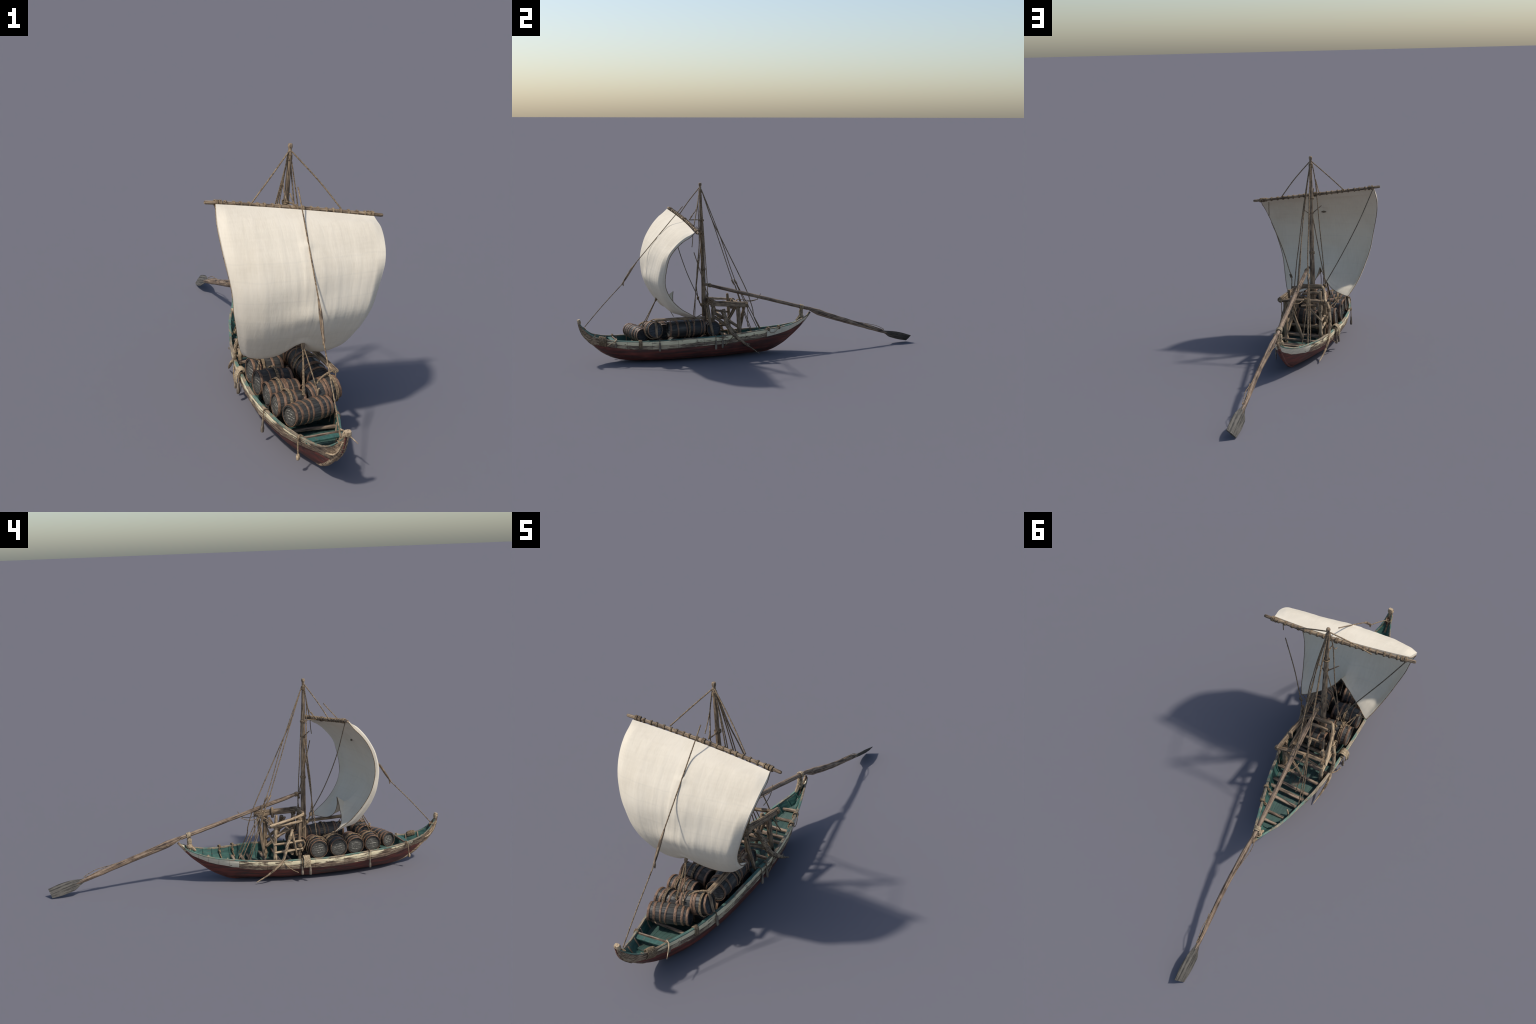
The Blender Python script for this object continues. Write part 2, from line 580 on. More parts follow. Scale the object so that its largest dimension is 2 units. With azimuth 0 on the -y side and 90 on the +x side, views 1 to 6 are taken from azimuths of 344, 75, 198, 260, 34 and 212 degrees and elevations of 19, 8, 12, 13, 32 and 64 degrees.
# floor boards, laid fore and aft just above the inner skin
for k in range(9):
    f0, f1 = -1 + 2 * k / 9 + .004, -1 + 2 * (k + 1) / 9 - .004
    verts = []
    yy = np.linspace(-.86, .235, 90)
    for y in yy:
        fz = floor_z(y) + .004
        lim = []
        for side in (-1, 1):
            xs, zs = sheer(side, y)
            zk = hermite(YK, ZK, y)
            x, _ = hull(side, y, min(.9, max(.03, (fz - zk) / (zs - zk))))
            lim.append(x - side * .010)
        mid, hw = (lim[0] + lim[1]) / 2, (lim[1] - lim[0]) / 2
        zz = fz + .0012 * noise.noise(Vector((k * 3.1, y * 9, 0)))
        verts += [(mid + hw * f0, y, zz), (mid + hw * f1, y, zz), (mid + hw * f1, y, zz - .006), (mid + hw * f0, y, zz - .006)]
    n = len(yy)
    F = [(i * 4 + j, i * 4 + (j + 1) % 4, (i + 1) * 4 + (j + 1) % 4, (i + 1) * 4 + j) for i in range(n - 1) for j in range(4)]
    F += [(0, 1, 2, 3), ((n - 1) * 4 + 3, (n - 1) * 4 + 2, (n - 1) * 4 + 1, (n - 1) * 4)]
    build('floor_board', verts, F, M['floor'], hull_part, False)

Z0 = lambda y: .0015
for side in (-1, 1):
    half = lambda y: belt(y) * np.interp(y, [-.9, -.8, -.6, 0, .06], [.5, .5, .56, .54, .54])
    joints = [-.845, -.735, -.60, -.455, -.31, -.185, -.07, .0675]
    for a, b in zip(joints, joints[1:]):
        strip('sheer_strake', side, a + .0006, b - .0006, Z0, half, .0004, M['worn_white'], parent=hull_part, ripple=.0012)
        strip('rubbing_strake', side, a + .0006, b - .0006, lambda y: half(y) + .0012, lambda y: belt(y) + .001, .0014,
              M['wale'], parent=hull_part, ripple=.0014, lip=.0016)
    aft = [.0675, .115, .165, .215, .262, .305, .338]
    for a, b in zip(aft, aft[1:]):
        strip('stern_panel', side, a + .0005, b - .0005, Z0, lambda y: belt(y), .0006, M['clean_white'], parent=hull_part,
              ripple=.0006)
    strip('bow_plank', side, -.992, -.846, Z0, lambda y: belt(y), .0012, M['bow'], parent=hull_part, ripple=.0008)

# gunwale cap: a rail along each sheer
for side in (-1, 1):
    yy = np.r_[np.linspace(-.992, -.86, 34), np.linspace(-.85, .352, 150)]
    verts = []
    for i, y in enumerate(yy):
        xs, zs = sheer(side, y)
        w = np.interp(y, [-1, -.93, -.8, .2, .3, .352], [.003, .006, .0105, .0105, .008, .003])
        j = .0009 * noise.noise(Vector((side * 3, y * 30, 0)))
        x0, x1 = xs + side * (.0008 + j), xs - side * w
        z1, z0 = zs + .0022 + j, zs - .0030
        verts += [(x0, y, z0), (x0 + side * .0004, y, z1 - .0015), (x0 - side * .0015, y, z1), (x1 + side * .0015, y, z1 + .0004),
                  (x1, y, z1 - .0015), (x1, y, z0 - .003)]
    n = len(yy)
    F = [(i * 6 + k, i * 6 + (k + 1) % 6, (i + 1) * 6 + (k + 1) % 6, (i + 1) * 6 + k) for i in range(n - 1) for k in range(6)]
    F += [tuple(range(6)), tuple((n - 1) * 6 + k for k in range(5, -1, -1))]
    build('gunwale', verts, F, M['teal_worn'], hull_part, True, 40)

# stem post, curling up to the stem head, and stern post with heel
def bar(name, pts, w, d, mat, parent):
    n = 60
    C = spline(pts, n)
    T = np.gradient(C, axis=0)
    T /= np.linalg.norm(T, axis=1)[:, None]
    verts = []
    ww = np.interp(np.linspace(0, 1, n), np.linspace(0, 1, len(w)), w)
    dd = np.interp(np.linspace(0, 1, n), np.linspace(0, 1, len(d)), d)
    for i in range(n):
        side = V3(1, 0, 0)
        up = np.cross(side, T[i])
        for a, b in ((-1, -.6), (-.6, -1), (.6, -1), (1, -.6), (1, .6), (.6, 1), (-.6, 1), (-1, .6)):
            j = 1 + .10 * noise.noise(Vector((a * 2, b * 2, i * .25)))
            verts.append(C[i] + side * a * ww[i] * j + up * b * dd[i] * j)
    F = [(i * 8 + k, i * 8 + (k + 1) % 8, (i + 1) * 8 + (k + 1) % 8, (i + 1) * 8 + k) for i in range(n - 1) for k in range(8)]
    F += [tuple(range(7, -1, -1)), tuple((n - 1) * 8 + k for k in range(8))]
    return build(name, verts, F, mat, parent, True, 50)


bar('stem_post', [(.010, -.990, .239), (.008, -.986, .212), (.005, -.972, .172), (.003, -.947, .136), (.002, -.915, .104),
                  (.001, -.863, .058), (0, -.80, .023), (0, -.74, .008)], [.0095, .0085, .008, .0075, .005, .004],
    [.0075, .0075, .007, .007, .006, .005], M['bow'], hull_part)
bar('stern_head', [(-.016, .357, .218), (-.015, .345, .203), (-.0138, .320, .172)], [.005, .006, .006], [.006, .006, .006], M['bow'], hull_part)
bar('stern_post', [(-.0138, .320, .172), (-.012, .285, .135), (-.009, .24, .095), (-.006, .19, .057),
                   (-.004, .145, .031), (-.003, .10, .013), (-.002, .06, .006), (0, .0, .005), (0, -.2, .004)],
    [.006, .006, .005, .004], [.006, .006, .006, .004], M['red'], hull_part)
bar('stem_head', [(.011, -.9925, .247), (.010, -.990, .236), (.009, -.987, .224)], [.0105, .0135, .0105], [.0075, .0095, .008],
    M['pale_pole'], hull_part)
# scrolled cord-like carving on the bow cheeks
for side in (-1, 1):
    pole('bow_cheek', [(side * .007 + .006, -.991, .208), (side * .010 + .004, -.970, .165), (side * .014 + .003, -.945, .140),
                       (side * .026, -.918, .132)], [.003, .0036, .0036, .0022], M['pale_pole'], hull_part, 8)

# frames (ribs) and thwarts
for y in list(np.arange(-.90, -.60, .06)) + list(np.arange(-.05, .30, .047)):
    for side in (-1, 1):
        xs, zs = sheer(side, y)
        zk = hermite(YK, ZK, y)
        fz = floor_z(y)
        pts = []
        for k in range(5):
            h = (fz - zk) / (zs - zk) + (1 - (fz - zk) / (zs - zk)) * (k / 4) * .96
            x, z = hull(side, y, h)
            pts.append((x - side * .0105, y, z))
        pole('rib', pts, .0038, M['teal'] if y > -.6 else M['thwart'], hull_part, 6, .05)


def thwart(y, z, w, t, mat, dy=0., rise=0.):
    ends = []
    for side in (-1, 1):
        xs, zs = sheer(side, y)
        zk = hermite(YK, ZK, y)
        x, _ = hull(side, y, min(1, (z - zk) / (zs - zk)))
        ends.append((x - side * .007, y + side * dy, z + side * rise))
    plank('thwart', ends[0], ends[1], w, t, mat, hull_part)


for (y, z, w) in ((-.20, .085, .012), (-.138, .098, .013), (-.072, .092, .014), (-.005, .088, .014), (.031, .092, .016), (.077, .095, .014),
                  (.152, .095, .012), (.203, .118, .012)):
    thwart(y, z, w, .012, M['thwart'], .003, .004)
thwart(-.812, .123, .022, .008, M['teal'], .008, .001)
thwart(-.795, .125, .006, .010, M['thwart'], .008, .001)
thwart(-.868, .100, .016, .010, M['thwart'], .004)
thwart(-.685, .088, .012, .010, M['thwart'], .004)

# faded number on the aft strake
cu = bpy.data.curves.new('strake_number', 'FONT')
cu.body, cu.size, cu.extrude = '18', .014, .0006
num = bpy.data.objects.new('strake_number', cu)
COL.objects.link(num)
xs, zs = sheer(-1, -.028)
cu.materials.append(M['dark_rope'])
cu.align_x, cu.align_y = 'CENTER', 'CENTER'
num.rotation_euler = (math.radians(90), 0, math.radians(-90 + 8))
num.location = (xs - .0048, -.028, zs - .013)
num.parent = hull_part

# ------------------------------------------------------------------ mast, yard, sail
rig = empty('mast_and_rigging', boat)
mast = pole('mast', [(-.011, -.277, .05), (-.009, -.283, .35), (-.007, -.287, .55), (-.005, -.296, .80), (-.004, -.300, .965)],
            [.0140, .0130, .0118, .0098, .0072], M['pole'], rig, 16, .07, n=130)
pole('masthead_knob', [(-.004, -.300, .962), (-.004, -.300, .974), (-.004, -.300, .984), (-.004, -.300, .992)],
     [.0075, .0062, .0090, .0078], M['pole'], rig, 12, .06, n=14)
for z, rr, t in ((.499, .0128, 4), (.705, .0115, 2), (.945, .0086, 6), (.30, .0138, 3)):
    y = np.interp(z, [.05, .35, .55, .8, .965], [-.277, -.283, -.287, -.296, -.3])
    x = np.interp(z, [.05, .965], [-.011, -.004])
    lashing('mast_lashing', (x, y, z), (0, 0, 1), rr, .0018, t, M['rope'], rig)

ya, yb = V3(-.333, -.431, .826), V3(.333, -.375, .745)
yd = yb - ya
def yard_at(f):     # the yard is bent aft by its sling
    return ya + yd * f + V3(0, .013 * (1 - (2 * f - 1) ** 2), 0)


pole('yard', [tuple(yard_at(f)) for f in np.linspace(0, 1, 9)], [.0066, .0080, .0066], M['pole'], rig, 12, .06)
for i in range(21):
    f = .065 + .87 * i / 20 + R.uniform(-.006, .006)
    big = i in (0, 20)
    for k in range(2 if big else 1):
        lashing('yard_lashing', yard_at(f + (k * .022 if i == 0 else -k * .022)), yd + V3(0, .15 * (1 - 2 * f), 0) + V3(R.uniform(-.06, .06), R.uniform(-.06, .06), 0),
                .0098 if big else .0088, .0021, 3 if big else 2, M['rope'], rig)

# sail: two leech curves, a belly between them and a gathered foot
LP = [(-.297, -.431, .818), (-.301, -.493, .763), (-.295, -.538, .70), (-.281, -.569, .63), (-.264, -.582, .554),
      (-.253, -.570, .482), (-.235, -.544, .413), (-.216, -.506, .35), (-.193, -.461, .292), (-.167, -.404, .246)]
RP = [(.294, -.379, .743), (.302, -.441, .712), (.299, -.488, .668), (.288, -.524, .615), (.268, -.538, .549),
      (.249, -.541, .481), (.226, -.524, .412), (.206, -.486, .351), (.181, -.432, .299), (.151, -.367, .259)]
# belly: how far the cloth stands out from a flat web between the leeches
KS = [-1, -.88, -.55, 0, .55, .88, 1]
KT = [0, .1, .25, .4, .55, .7, .85, 1]
BELLY = [[0, 0, 0, 0, 0], [.019, .020, .020, .019, .016], [.025, .033, .030, .019, .013], [.031, .049, .050, .031, .026], [.036, .057, .059, .040, .033],
         [.041, .058, .060, .040, .030], [.041, .055, .056, .046, .034], [.014, .057, .098, .056, .012]]
EDGE = [0, .008, .012, .012, .012, .012, .010, 0]     # the hemmed side edges are thick
# middle of the sail below half height: (y, z) drawn in to the foot gather
MIDT = [.40, .5, .6, .7, .8, .88, .94, 1.0]
MIDY = [-.590, -.617, -.623, -.606, -.577, -.552, -.508, -.463]
MIDZ = [.605, .538, .480, .428, .381, .349, .352, .383]
ns, nt = 121, 91


def resample_idx(P, t):
    P = np.array(P)
    i = np.arange(len(P))
    return np.stack([hermite(i, P[:, k], t * (len(P) - 1)) for k in range(3)], -1)


ts = np.linspace(0, 1, nt)
LC, RC = resample_idx(LP, ts), resample_idx(RP, ts)
mean = (LC + RC) / 2
tn = np.gradient(mean, axis=0)
NRM = np.stack([0 * tn[:, 0], tn[:, 2], -tn[:, 1]], 1)
NRM *= np.where(NRM[:, 1:2] > 0, -1, 1) / np.linalg.norm(NRM, axis=1)[:, None]
kk = np.clip((ts - .75) / .25, 0, 1)
kk = (kk * kk * (3 - 2 * kk))[:, None]
NRM = NRM * (1 - kk) + V3(0, -1, 0) * kk
NRM /= np.linalg.norm(NRM, axis=1)[:, None]
col = np.stack([hermite(KT, EDGE if k in (0, 6) else [row[k - 1] for row in BELLY], ts) for k in range(7)], 1)
sg = np.linspace(-1, 1, ns)
BU = np.stack([hermite(KS, col[j], sg) for j in range(nt)], 0)
verts = []
for j in range(nt):
    t = ts[j]
    for i in range(ns):
        s = sg[i]
        f = (s + 1) / 2
        p = LC[j] * (1 - f) + RC[j] * f + NRM[j] * BU[j, i]
        p = p + V3(0, (.013 * (1 - s * s) - .012) * max(0, 1 - t / .13) ** 1.5, .004 * max(0, 1 - t / .05))
        # the middle of the foot is gathered and drawn aft and up
        x = p[0]
        k = min(1, max(0., (t - .40) / .2))
        w = np.interp(t, [.4, .7, .8, .9, 1.], [.16, .11, .085, .052, .034])
        g = math.exp(-(abs(x + .001) / w) ** np.interp(t, [.8, 1.], [1.6, 1.15])) * k * k * (3 - 2 * k)
        p = p * V3(1, 1 - g, 1 - g) + V3(0, hermite(MIDT, MIDY, t), hermite(MIDT, MIDZ, t)) * g
        p = p + V3(0, 0, -.009 * max(0, (t - .72) / .28) ** .8 * math.exp(-((s - .62) / .25) ** 2))
        # small pucker where the forestay chafes the cloth
        d2 = ((x / .022) ** 2 + ((p[2] - .700) / .016) ** 2)
        p = p + V3(0, -.007 * math.exp(-d2), 0) * (1 if p[2] < .706 else .3)
        # cloth wrinkles running down the panel
        wr = (noise.noise(Vector((s * 15, t * 2.0, 1.3))) * .0016 + noise.noise(Vector((s * 45, t * 4, 5.))) * .0007)
        wr *= min(1, t * 8) * (.4 + .6 * (1 - abs(s)))
        p = p + V3(0, wr, 0)
        verts.append(p)
# heavy doubled cloth: an inner face behind the outer one, joined round the edges
sv = np.array(verts).reshape(nt, ns, 3)
du, dv = np.gradient(sv, axis=1), np.gradient(sv, axis=0)
nv = np.cross(dv, du)
nv /= np.linalg.norm(nv, axis=2)[:, :, None] + 1e-9
nv *= np.sign(nv[:, :, 1:2] + 1e-9)
th = .0165 * np.clip(.25 + (1 - ts) / .10, 0, 1) * np.clip(.35 + ts / .10, 0, 1)
near = np.clip(.75 + (1 - np.abs(sg)) / .04, 0, 1)
extra = .026 * np.exp(-(sv[:, :, 0] / .038) ** 2 - ((ts[:, None] - .88) / .07) ** 2)
gather = 1 - .7 * np.exp(-(sv[:, :, 0] / .04) ** 2) * np.clip((ts[:, None] - .8) / .15, 0, 1)
inner = sv * (1 - 0) + (NRM * -1)[:, None] * (th[:, None] * near[None] * gather + extra)[:, :, None]
lr = 1 - near[None, :, None]
verts = list(sv.reshape(-1, 3)) + list(inner.reshape(-1, 3))
q0 = nt * ns
F = [(j * ns + i, j * ns + i + 1, (j + 1) * ns + i + 1, (j + 1) * ns + i) for j in range(nt - 1) for i in range(ns - 1)]
F += [tuple(q0 + k for k in reversed(f)) for f in F]
ring = [i for i in range(ns)] + [j * ns + ns - 1 for j in range(1, nt)] + [(nt - 1) * ns + i for i in range(ns - 2, -1, -1)] + [j * ns for j in range(nt - 2, 0, -1)]
F += [(a, b, q0 + b, q0 + a) for a, b in zip(ring, ring[1:] + ring[:1])]
sail = build('sail', verts, F, M['sail'], boat, True, 55)
sv = inner
# bolt rope around the free edges
rope('bolt_rope', [tuple(p) for p in sv[::6, 0]], .0017, M['rope'], sail, 160)
rope('bolt_rope', [tuple(p) for p in sv[::6, -1]], .0017, M['rope'], sail, 160)
rope('bolt_rope', [tuple(p) for p in sv[-1, ::3]], .0015, M['rope'], sail, 160)
# dark chafing patch inside the sail
pole('chafe_patch', [(-.018, -.5385, .669), (-.005, -.5395, .669), (.009, -.5395, .668)], [.002, .0060, .002], M['dark_rope'], sail, 8)

# ------------------------------------------------------------------ ropes
MT = (-.004, -.297, .955)
rg = lambda *a, r=.0021, m='rope': rope('rigging_rope', list(a), r * 1.12, M[m], rig)
rg((0, -.401, .862), (.003, -.535, .708), (.005, -.667, .555))
pole('tackle_block', [(.005, -.664, .558), (.005, -.695, .517), (.004, -.735, .455), (.004, -.750, .433)], [.0028, .0062, .0060, .0030],
     M['pole'], rig, 10, .12)
pole('tackle_block', [(.006, -.738, .452), (.006, -.742, .436), (.005, -.741, .424)], [.003, .005, .002], M['pole'], rig, 8)
rg((.004, -.747, .436), (.004, -.86, .317), (.004, -.958, .205))
lashing('stem_lashing', (.006, -.968, .196), (0, .6, .8), .0135, .0020, 3, M['rope'], rig)
rg((-.006, -.302, .968), (-.085, -.350, .885), (-.159, -.389, .806), r=.0024)
rg((-.002, -.302, .968), (.095, -.337, .868), (.175, -.370, .772), r=.0024)
rg((-.025, -.308, .87), (-.026, -.325, .83), (-.020, -.355, .795), r=.0018)
rg((-.007, -.337, .824), (.0, -.352, .80), (.004, -.366, .785))
rg((.004, -.366, .785), (.004, -.33, .785), (-.006, -.294, .782), r=.0024)
lashing('parrel', (-.006, -.293, .780), (0, 0, 1), .0125, .002, 3, M['rope'], rig)
lashing('yard_sling', yard_at(.5), yd, .0105, .0026, 3, M['rope'], rig)
# spreader twigs
pole('spreader', [(-.008, -.288, .697), (-.03, -.30, .718), (-.054, -.314, .740)], [.0028, .0026, .0022], M['pole'], rig, 7)
pole('spreader', [(-.006, -.288, .697), (.014, -.292, .706), (.035, -.295, .721)], [.0026, .0024, .002], M['pole'], rig, 7)
# shrouds
rg(MT, (.030, -.290, .74), (.046, -.282, .566), (.058, -.277, .456), (.068, -.273, .345), (.078, -.262, .20))
rg((-.001, -.299, .955), (.034, -.310, .77), (.056, -.319, .645), (.075, -.332, .53), (.096, -.348, .418), (.122, -.362, .215))
rg((-.012, -.302, .957), (-.024, -.309, .87), (-.034, -.304, .78), (-.046, -.300, .636), (-.055, -.311, .50), (-.063, -.314, .39), (-.069, -.304, .318))
rg((-.012, -.290, .695), (-.050, -.312, .44), (-.092, -.329, .214))
rg((-.069, -.304, .318), (-.068, -.285, .275), (-.072, -.26, .25), r=.003)
lashing('deadeye', (-.069, -.305, .322), (.1, 0, 1), .0055, .002, 5, M['rope'], rig)
lashing('deadeye', (-.071, -.285, .282), (.1, .5, 1), .005, .002, 4, M['rope'], rig)
# braces
rg((-.297, -.428, .812), (-.225, -.402, .64), (-.145, -.360, .475), (-.070, -.307, .332), m='dark_rope')
rg((.240, -.384, .633), (.168, -.334, .508), (.122, -.296, .405), (.103, -.281, .361), (.106, -.286, .300))
lashing('deadeye', (.108, -.286, .370), (.3, .1, 1), .0045, .002, 6, M['dark_rope'], rig)
rg((.254, -.392, .738), (.255, -.393, .705), (.257, -.398, .664), r=.0018)
# backstays and their tackles
rg((-.003, -.293, .955), (.006, -.238, .79), (.007, -.179, .667), (.003, -.127, .562), (-.004, -.075, .458), (-.003, -.030, .360), (.015, -.002, .266), (.026, .006, .211), (.041, .047, .120), r=.0024)
for dx, dy in ((0, 0), (.003, -.016)):
    rg((-.005, -.293, .955), (-.014 + dx * .3, -.229 + dy * .55, .80), (-.024 + dx, -.175 + dy * .95, .662), (-.031 + dx, -.123 + dy * .9, .505), (-.040 + dx, -.091 + dy, .420))
    pole('tackle_block', [(-.042 + dx, -.098 + dy, .428), (-.043 + dx, -.088 + dy, .412), (-.045 + dx, -.078 + dy, .394)], [.003, .0065, .0035],
         M['pole'], rig, 10, .15)
for a, b, c in (((-.045, -.078, .394), (-.066, -.005, .26), (-.081, .068, .125)),
                ((-.048, -.080, .394), (-.070, -.016, .26), (-.088, .051, .126)),
                ((-.043, -.092, .396), (-.042, -.040, .25), (-.035, .013, .103)),
                ((-.040, -.094, .396), (-.050, -.045, .25), (-.060, .010, .10))):
    rg(a, b, c)
rg((.086, -.046, .305), (.086, -.047, .24), (.084, -.048, .172), r=.0018)
rope('rigging_rope', [(.03, -.06, .312), (.018, -.01, .306), (.009, .030, .316), (.004, .05, .345)], .0018, M['rope'], rig)
rope('rigging_rope', [(-.03, -.07, .312), (-.02, -.005, .303), (0, .035, .312)], .0018, M['rope'], rig)
# sheets
rg((-.166, -.405, .247), (-.140, -.408, .236), (-.118, -.405, .231), (-.083, -.340, .199), (-.078, -.30, .195))
rg((-.118, -.405, .231), (-.110, -.37, .212), (-.104, -.345, .198), r=.0017)
lashing('sheet_knot', (-.118, -.407, .231), (.6, .2, -.2), .004, .0018, 3, M['rope'], rig)
rg((.150, -.367, .259), (.09, -.345, .245), (.02, -.30, .245))
NF = (.001, -.556, .345)
for e in ((-.007, -.629, .185), (-.012, -.628, .188), (.037, -.644, .200)):
    rg(NF, ((NF[0] + e[0]) / 2 + .001, (NF[1] + e[1]) / 2, (NF[2] + e[2]) / 2), e)
pole('sheet_toggle', [(.001, -.548, .358), (.001, -.556, .345), (.0, -.563, .328)], [.004, .0075, .004], M['pole'], rig, 10, .15)
pole('belaying_pin', [(.037, -.640, .190), (.039, -.643, .217)], [.0035, .0045], M['pale_pole'], rig, 8)
rg((.0, -.470, .372), (.002, -.49, .30), (.0, -.46, .235), r=.0016)

# ------------------------------------------------------------------ steering platform
plat = empty('steering_platform', boat)
P = lambda name, pts, r, m='pole', **k: pole(name, pts, r, M[m], plat, **k)
plank('side_beam', (.094, -.048, .302), (.068, -.245, .313), .030, .013, M['pole'], plat, up=(1, .15, 0), rough=.002)
plank('corner_beam', (.070, -.232, .316), (.036, -.256, .326), .026, .011, M['pole'], plat, up=(.6, -.8, 0), rough=.002)
plank('front_rail', (.040, -.254, .326), (-.062, -.270, .324), .024, .012, M['pole'], plat, up=(-.15, 1, 0), rough=.002)
P('front_rail', [(.034, -.238, .290), (-.014, -.243, .296), (-.066, -.246, .294)], [.0075, .008, .0075], rough=.15)
P('side_rail', [(-.050, -.271, .325), (-.062, -.2695, .3235), (-.076, -.250, .319), (-.100, -.185, .308), (-.128, -.095, .296), (-.132, -.086, .294)],
  [.006, .0066, .0068, .0064, .0062, .006], 'pale_pole', rough=.13, knots=3)
P('aft_rail', [(-.130, -.097, .288), (-.09, -.097, .293), (-.02, -.088, .296), (.05, -.070, .298), (.104, -.052, .298)],
  [.0075, .0085, .008, .0085, .008], rough=.14, knots=3)
P('front_post', [(-.080, -.240, .06), (-.078, -.244, .20), (-.074, -.250, .318)], [.0085, .009, .009], rough=.14, knots=2)
P('front_post', [(.070, -.248, .06), (.068, -.246, .20), (.064, -.244, .318)], [.009, .0095, .009], rough=.14, knots=2)
P('aft_post', [(-.096, -.112, .055), (-.095, -.116, .20), (-.093, -.126, .338)], [.0088, .0085, .0078], 'pale_pole', rough=.12, knots=4)
P('aft_post', [(.084, -.092, .055), (.083, -.098, .20), (.082, -.104, .300)], [.013, .0125, .012], rough=.12, knots=2)
P('aft_post', [(.074, -.140, .280), (.074, -.137, .334)], [.0085, .008], rough=.1)
P('knee', [(.060, -.060, .292), (.030, -.066, .22), (.004, -.072, .15), (-.01, -.075, .10)], [.008, .009, .008, .007], rough=.14, knots=2)
for zf, za in ((.191, .192), (.149, .151)):
    P('ladder_rung', [(-.100, -.110, zf - .002), (-.094, -.18, (zf + za) / 2 - .001), (-.086, -.258, za + .002)], [.0058, .0062, .0058], 'pale_pole', rough=.12)
P('ladder_rung', [(-.103, -.108, .284), (-.095, -.18, .286), (-.080, -.258, .294)], [.0066, .007, .0066], 'pale_pole', rough=.12, knots=2)
P('ladder_rung', [(-.100, -.112, .225), (-.075, -.16, .236), (-.05, -.215, .252)], [.006, .0065, .006], rough=.12)
P('brace', [(-.040, -.084, .268), (-.072, -.098, .225), (-.103, -.112, .184)], [.0055, .006, .0055], rough=.12)
P('brace', [(.066, -.236, .257), (.072, -.17, .220), (.078, -.100, .172)], [.0085, .0088, .008], rough=.13)
P('brace', [(.066, -.240, .236), (.070, -.17, .185), (.075, -.100, .130)], [.009, .0095, .009], rough=.13)
P('brace', [(.055, -.115, .288), (.052, -.135, .25), (.050, -.165, .20)], [.007, .0075, .007], rough=.13)
P('brace', [(.050, -.225, .268), (.052, -.185, .262)], [.005, .005], rough=.13)
P('cross_beam', [(.080, -.195, .135), (.0, -.205, .13), (-.085, -.205, .13)], [.009, .010, .009], rough=.14, knots=2)
P('cross_beam', [(.030, -.197, .236), (-.02, -.200, .238), (-.070, -.205, .240)], [.0065, .007, .0065], rough=.14)
for (x, y, z, ax) in ((-.093, -.118, .288, (0, 0, 1)), (.083, -.10, .292, (0, 1, .3)), (-.075, -.246, .305, (0, .3, 1)), (.095, -.055, .302, (0, 1, .1)),
                      (-.086, -.242, .17, (0, 0, 1)), (.066, -.246, .30, (0, .2, 1)), (-.03, -.076, .30, (1, .1, 0)), (-.112, -.09, .292, (1, .1, 0))):
    lashing('platform_lashing', (x, y, z), ax, .0112, .0020, 4, M['rope'], plat)
rope('lashing_tail', [(-.086, -.258, .20), (-.090, -.268, .176), (-.088, -.258, .150), (-.092, -.250, .14)], .0042, M['rope'], plat)
# bent poles leaning over the rails
P('bent_pole', [(-.106, -.205, .262), (-.118, -.190, .232), (-.131, -.165, .175), (-.128, -.150, .118), (-.134, -.125, .090), (-.128, -.075, .048), (-.114, -.012, .008)],
  [.006, .0078, .0075, .0068, .0056, .0042, .0018], 'pale_pole', rough=.16, n=90, knots=3)
P('bent_pole', [(-.104, -.200, .258), (-.098, -.206, .225), (-.094, -.216, .175), (-.090, -.225, .12)], [.006, .006, .0055, .005], 'pale_pole', rough=.14)
lashing('pole_lashing', (-.120, -.186, .224), (-.2, .3, -1), .0082, .002, 5, M['rope'], plat)
P('bent_pole', [(.088, -.190, .282), (.100, -.184, .245), (.114, -.174, .200), (.122, -.152, .156), (.127, -.120, .124), (.122, -.06, .074), (.110, -.01, .036), (.101, .018, .013)],
  [.011, .0115, .0105, .0095, .0080, .0060, .0036, .0016], rough=.16, n=100, knots=3)
P('bent_pole', [(.078, -.206, .276), (.092, -.190, .246), (.105, -.182, .218)], [.006, .006, .005], rough=.16)
P('bent_pole', [(.122, -.10, .105), (.117, -.066, .082), (.109, -.04, .074)], [.006, .005, .002], rough=.16)
P('bent_pole', [(.100, -.290, .315), (.099, -.280, .26), (.101, -.266, .20), (.104, -.250, .135), (.108, -.236, .105)], [.0055, .008, .0075, .0075, .006], rough=.16, knots=2)
P('bent_pole', [(.085, -.275, .30), (.080, -.265, .22), (.078, -.255, .10)], [.006, .007, .006], rough=.16)
rg((-.128, -.148, .100), (-.140, -.185, .068), (-.143, -.220, .048))
rg((.126, -.140, .132), (.131, -.17, .10), (.132, -.195, .078))

# ------------------------------------------------------------------ steering oar
oar = empty('steering_oar', boat)
pole('shaft', [(.0115, -.290, .420), (.0128, -.262, .4118), (.0115, -.22, .4000), (.002, .012, .3345), (-.0115, .300, .2522), (-.0125, .345, .239)],
     [.0070, .0098, .0102, .0102, .0103, .0105, .0105, .0095], M['oar'], oar, 14, .07, n=120)
lashing('grip_lashing', (.0125, -.252, .4088), (-.04, .95, -.27), .0100, .002, 4, M['rope'], oar)
pole('loom', [(-.0125, .326, .247), (-.0125, .35, .2385), (-.009, .44, .202), (-.007, .57, .157), (-.011, .67, .1245), (-.0155, .75, .097), (-.020, .84, .066), (-.022, .89, .051)],
     [.0060, .0112, .0108, .0102, .0100, .0095, .0085, .0065], M['oar'], oar, 16, .06, n=130, tall=[1.2, 1.6, 1.5, 1.42, 1.38, 1.35, 1.15, 1.0])
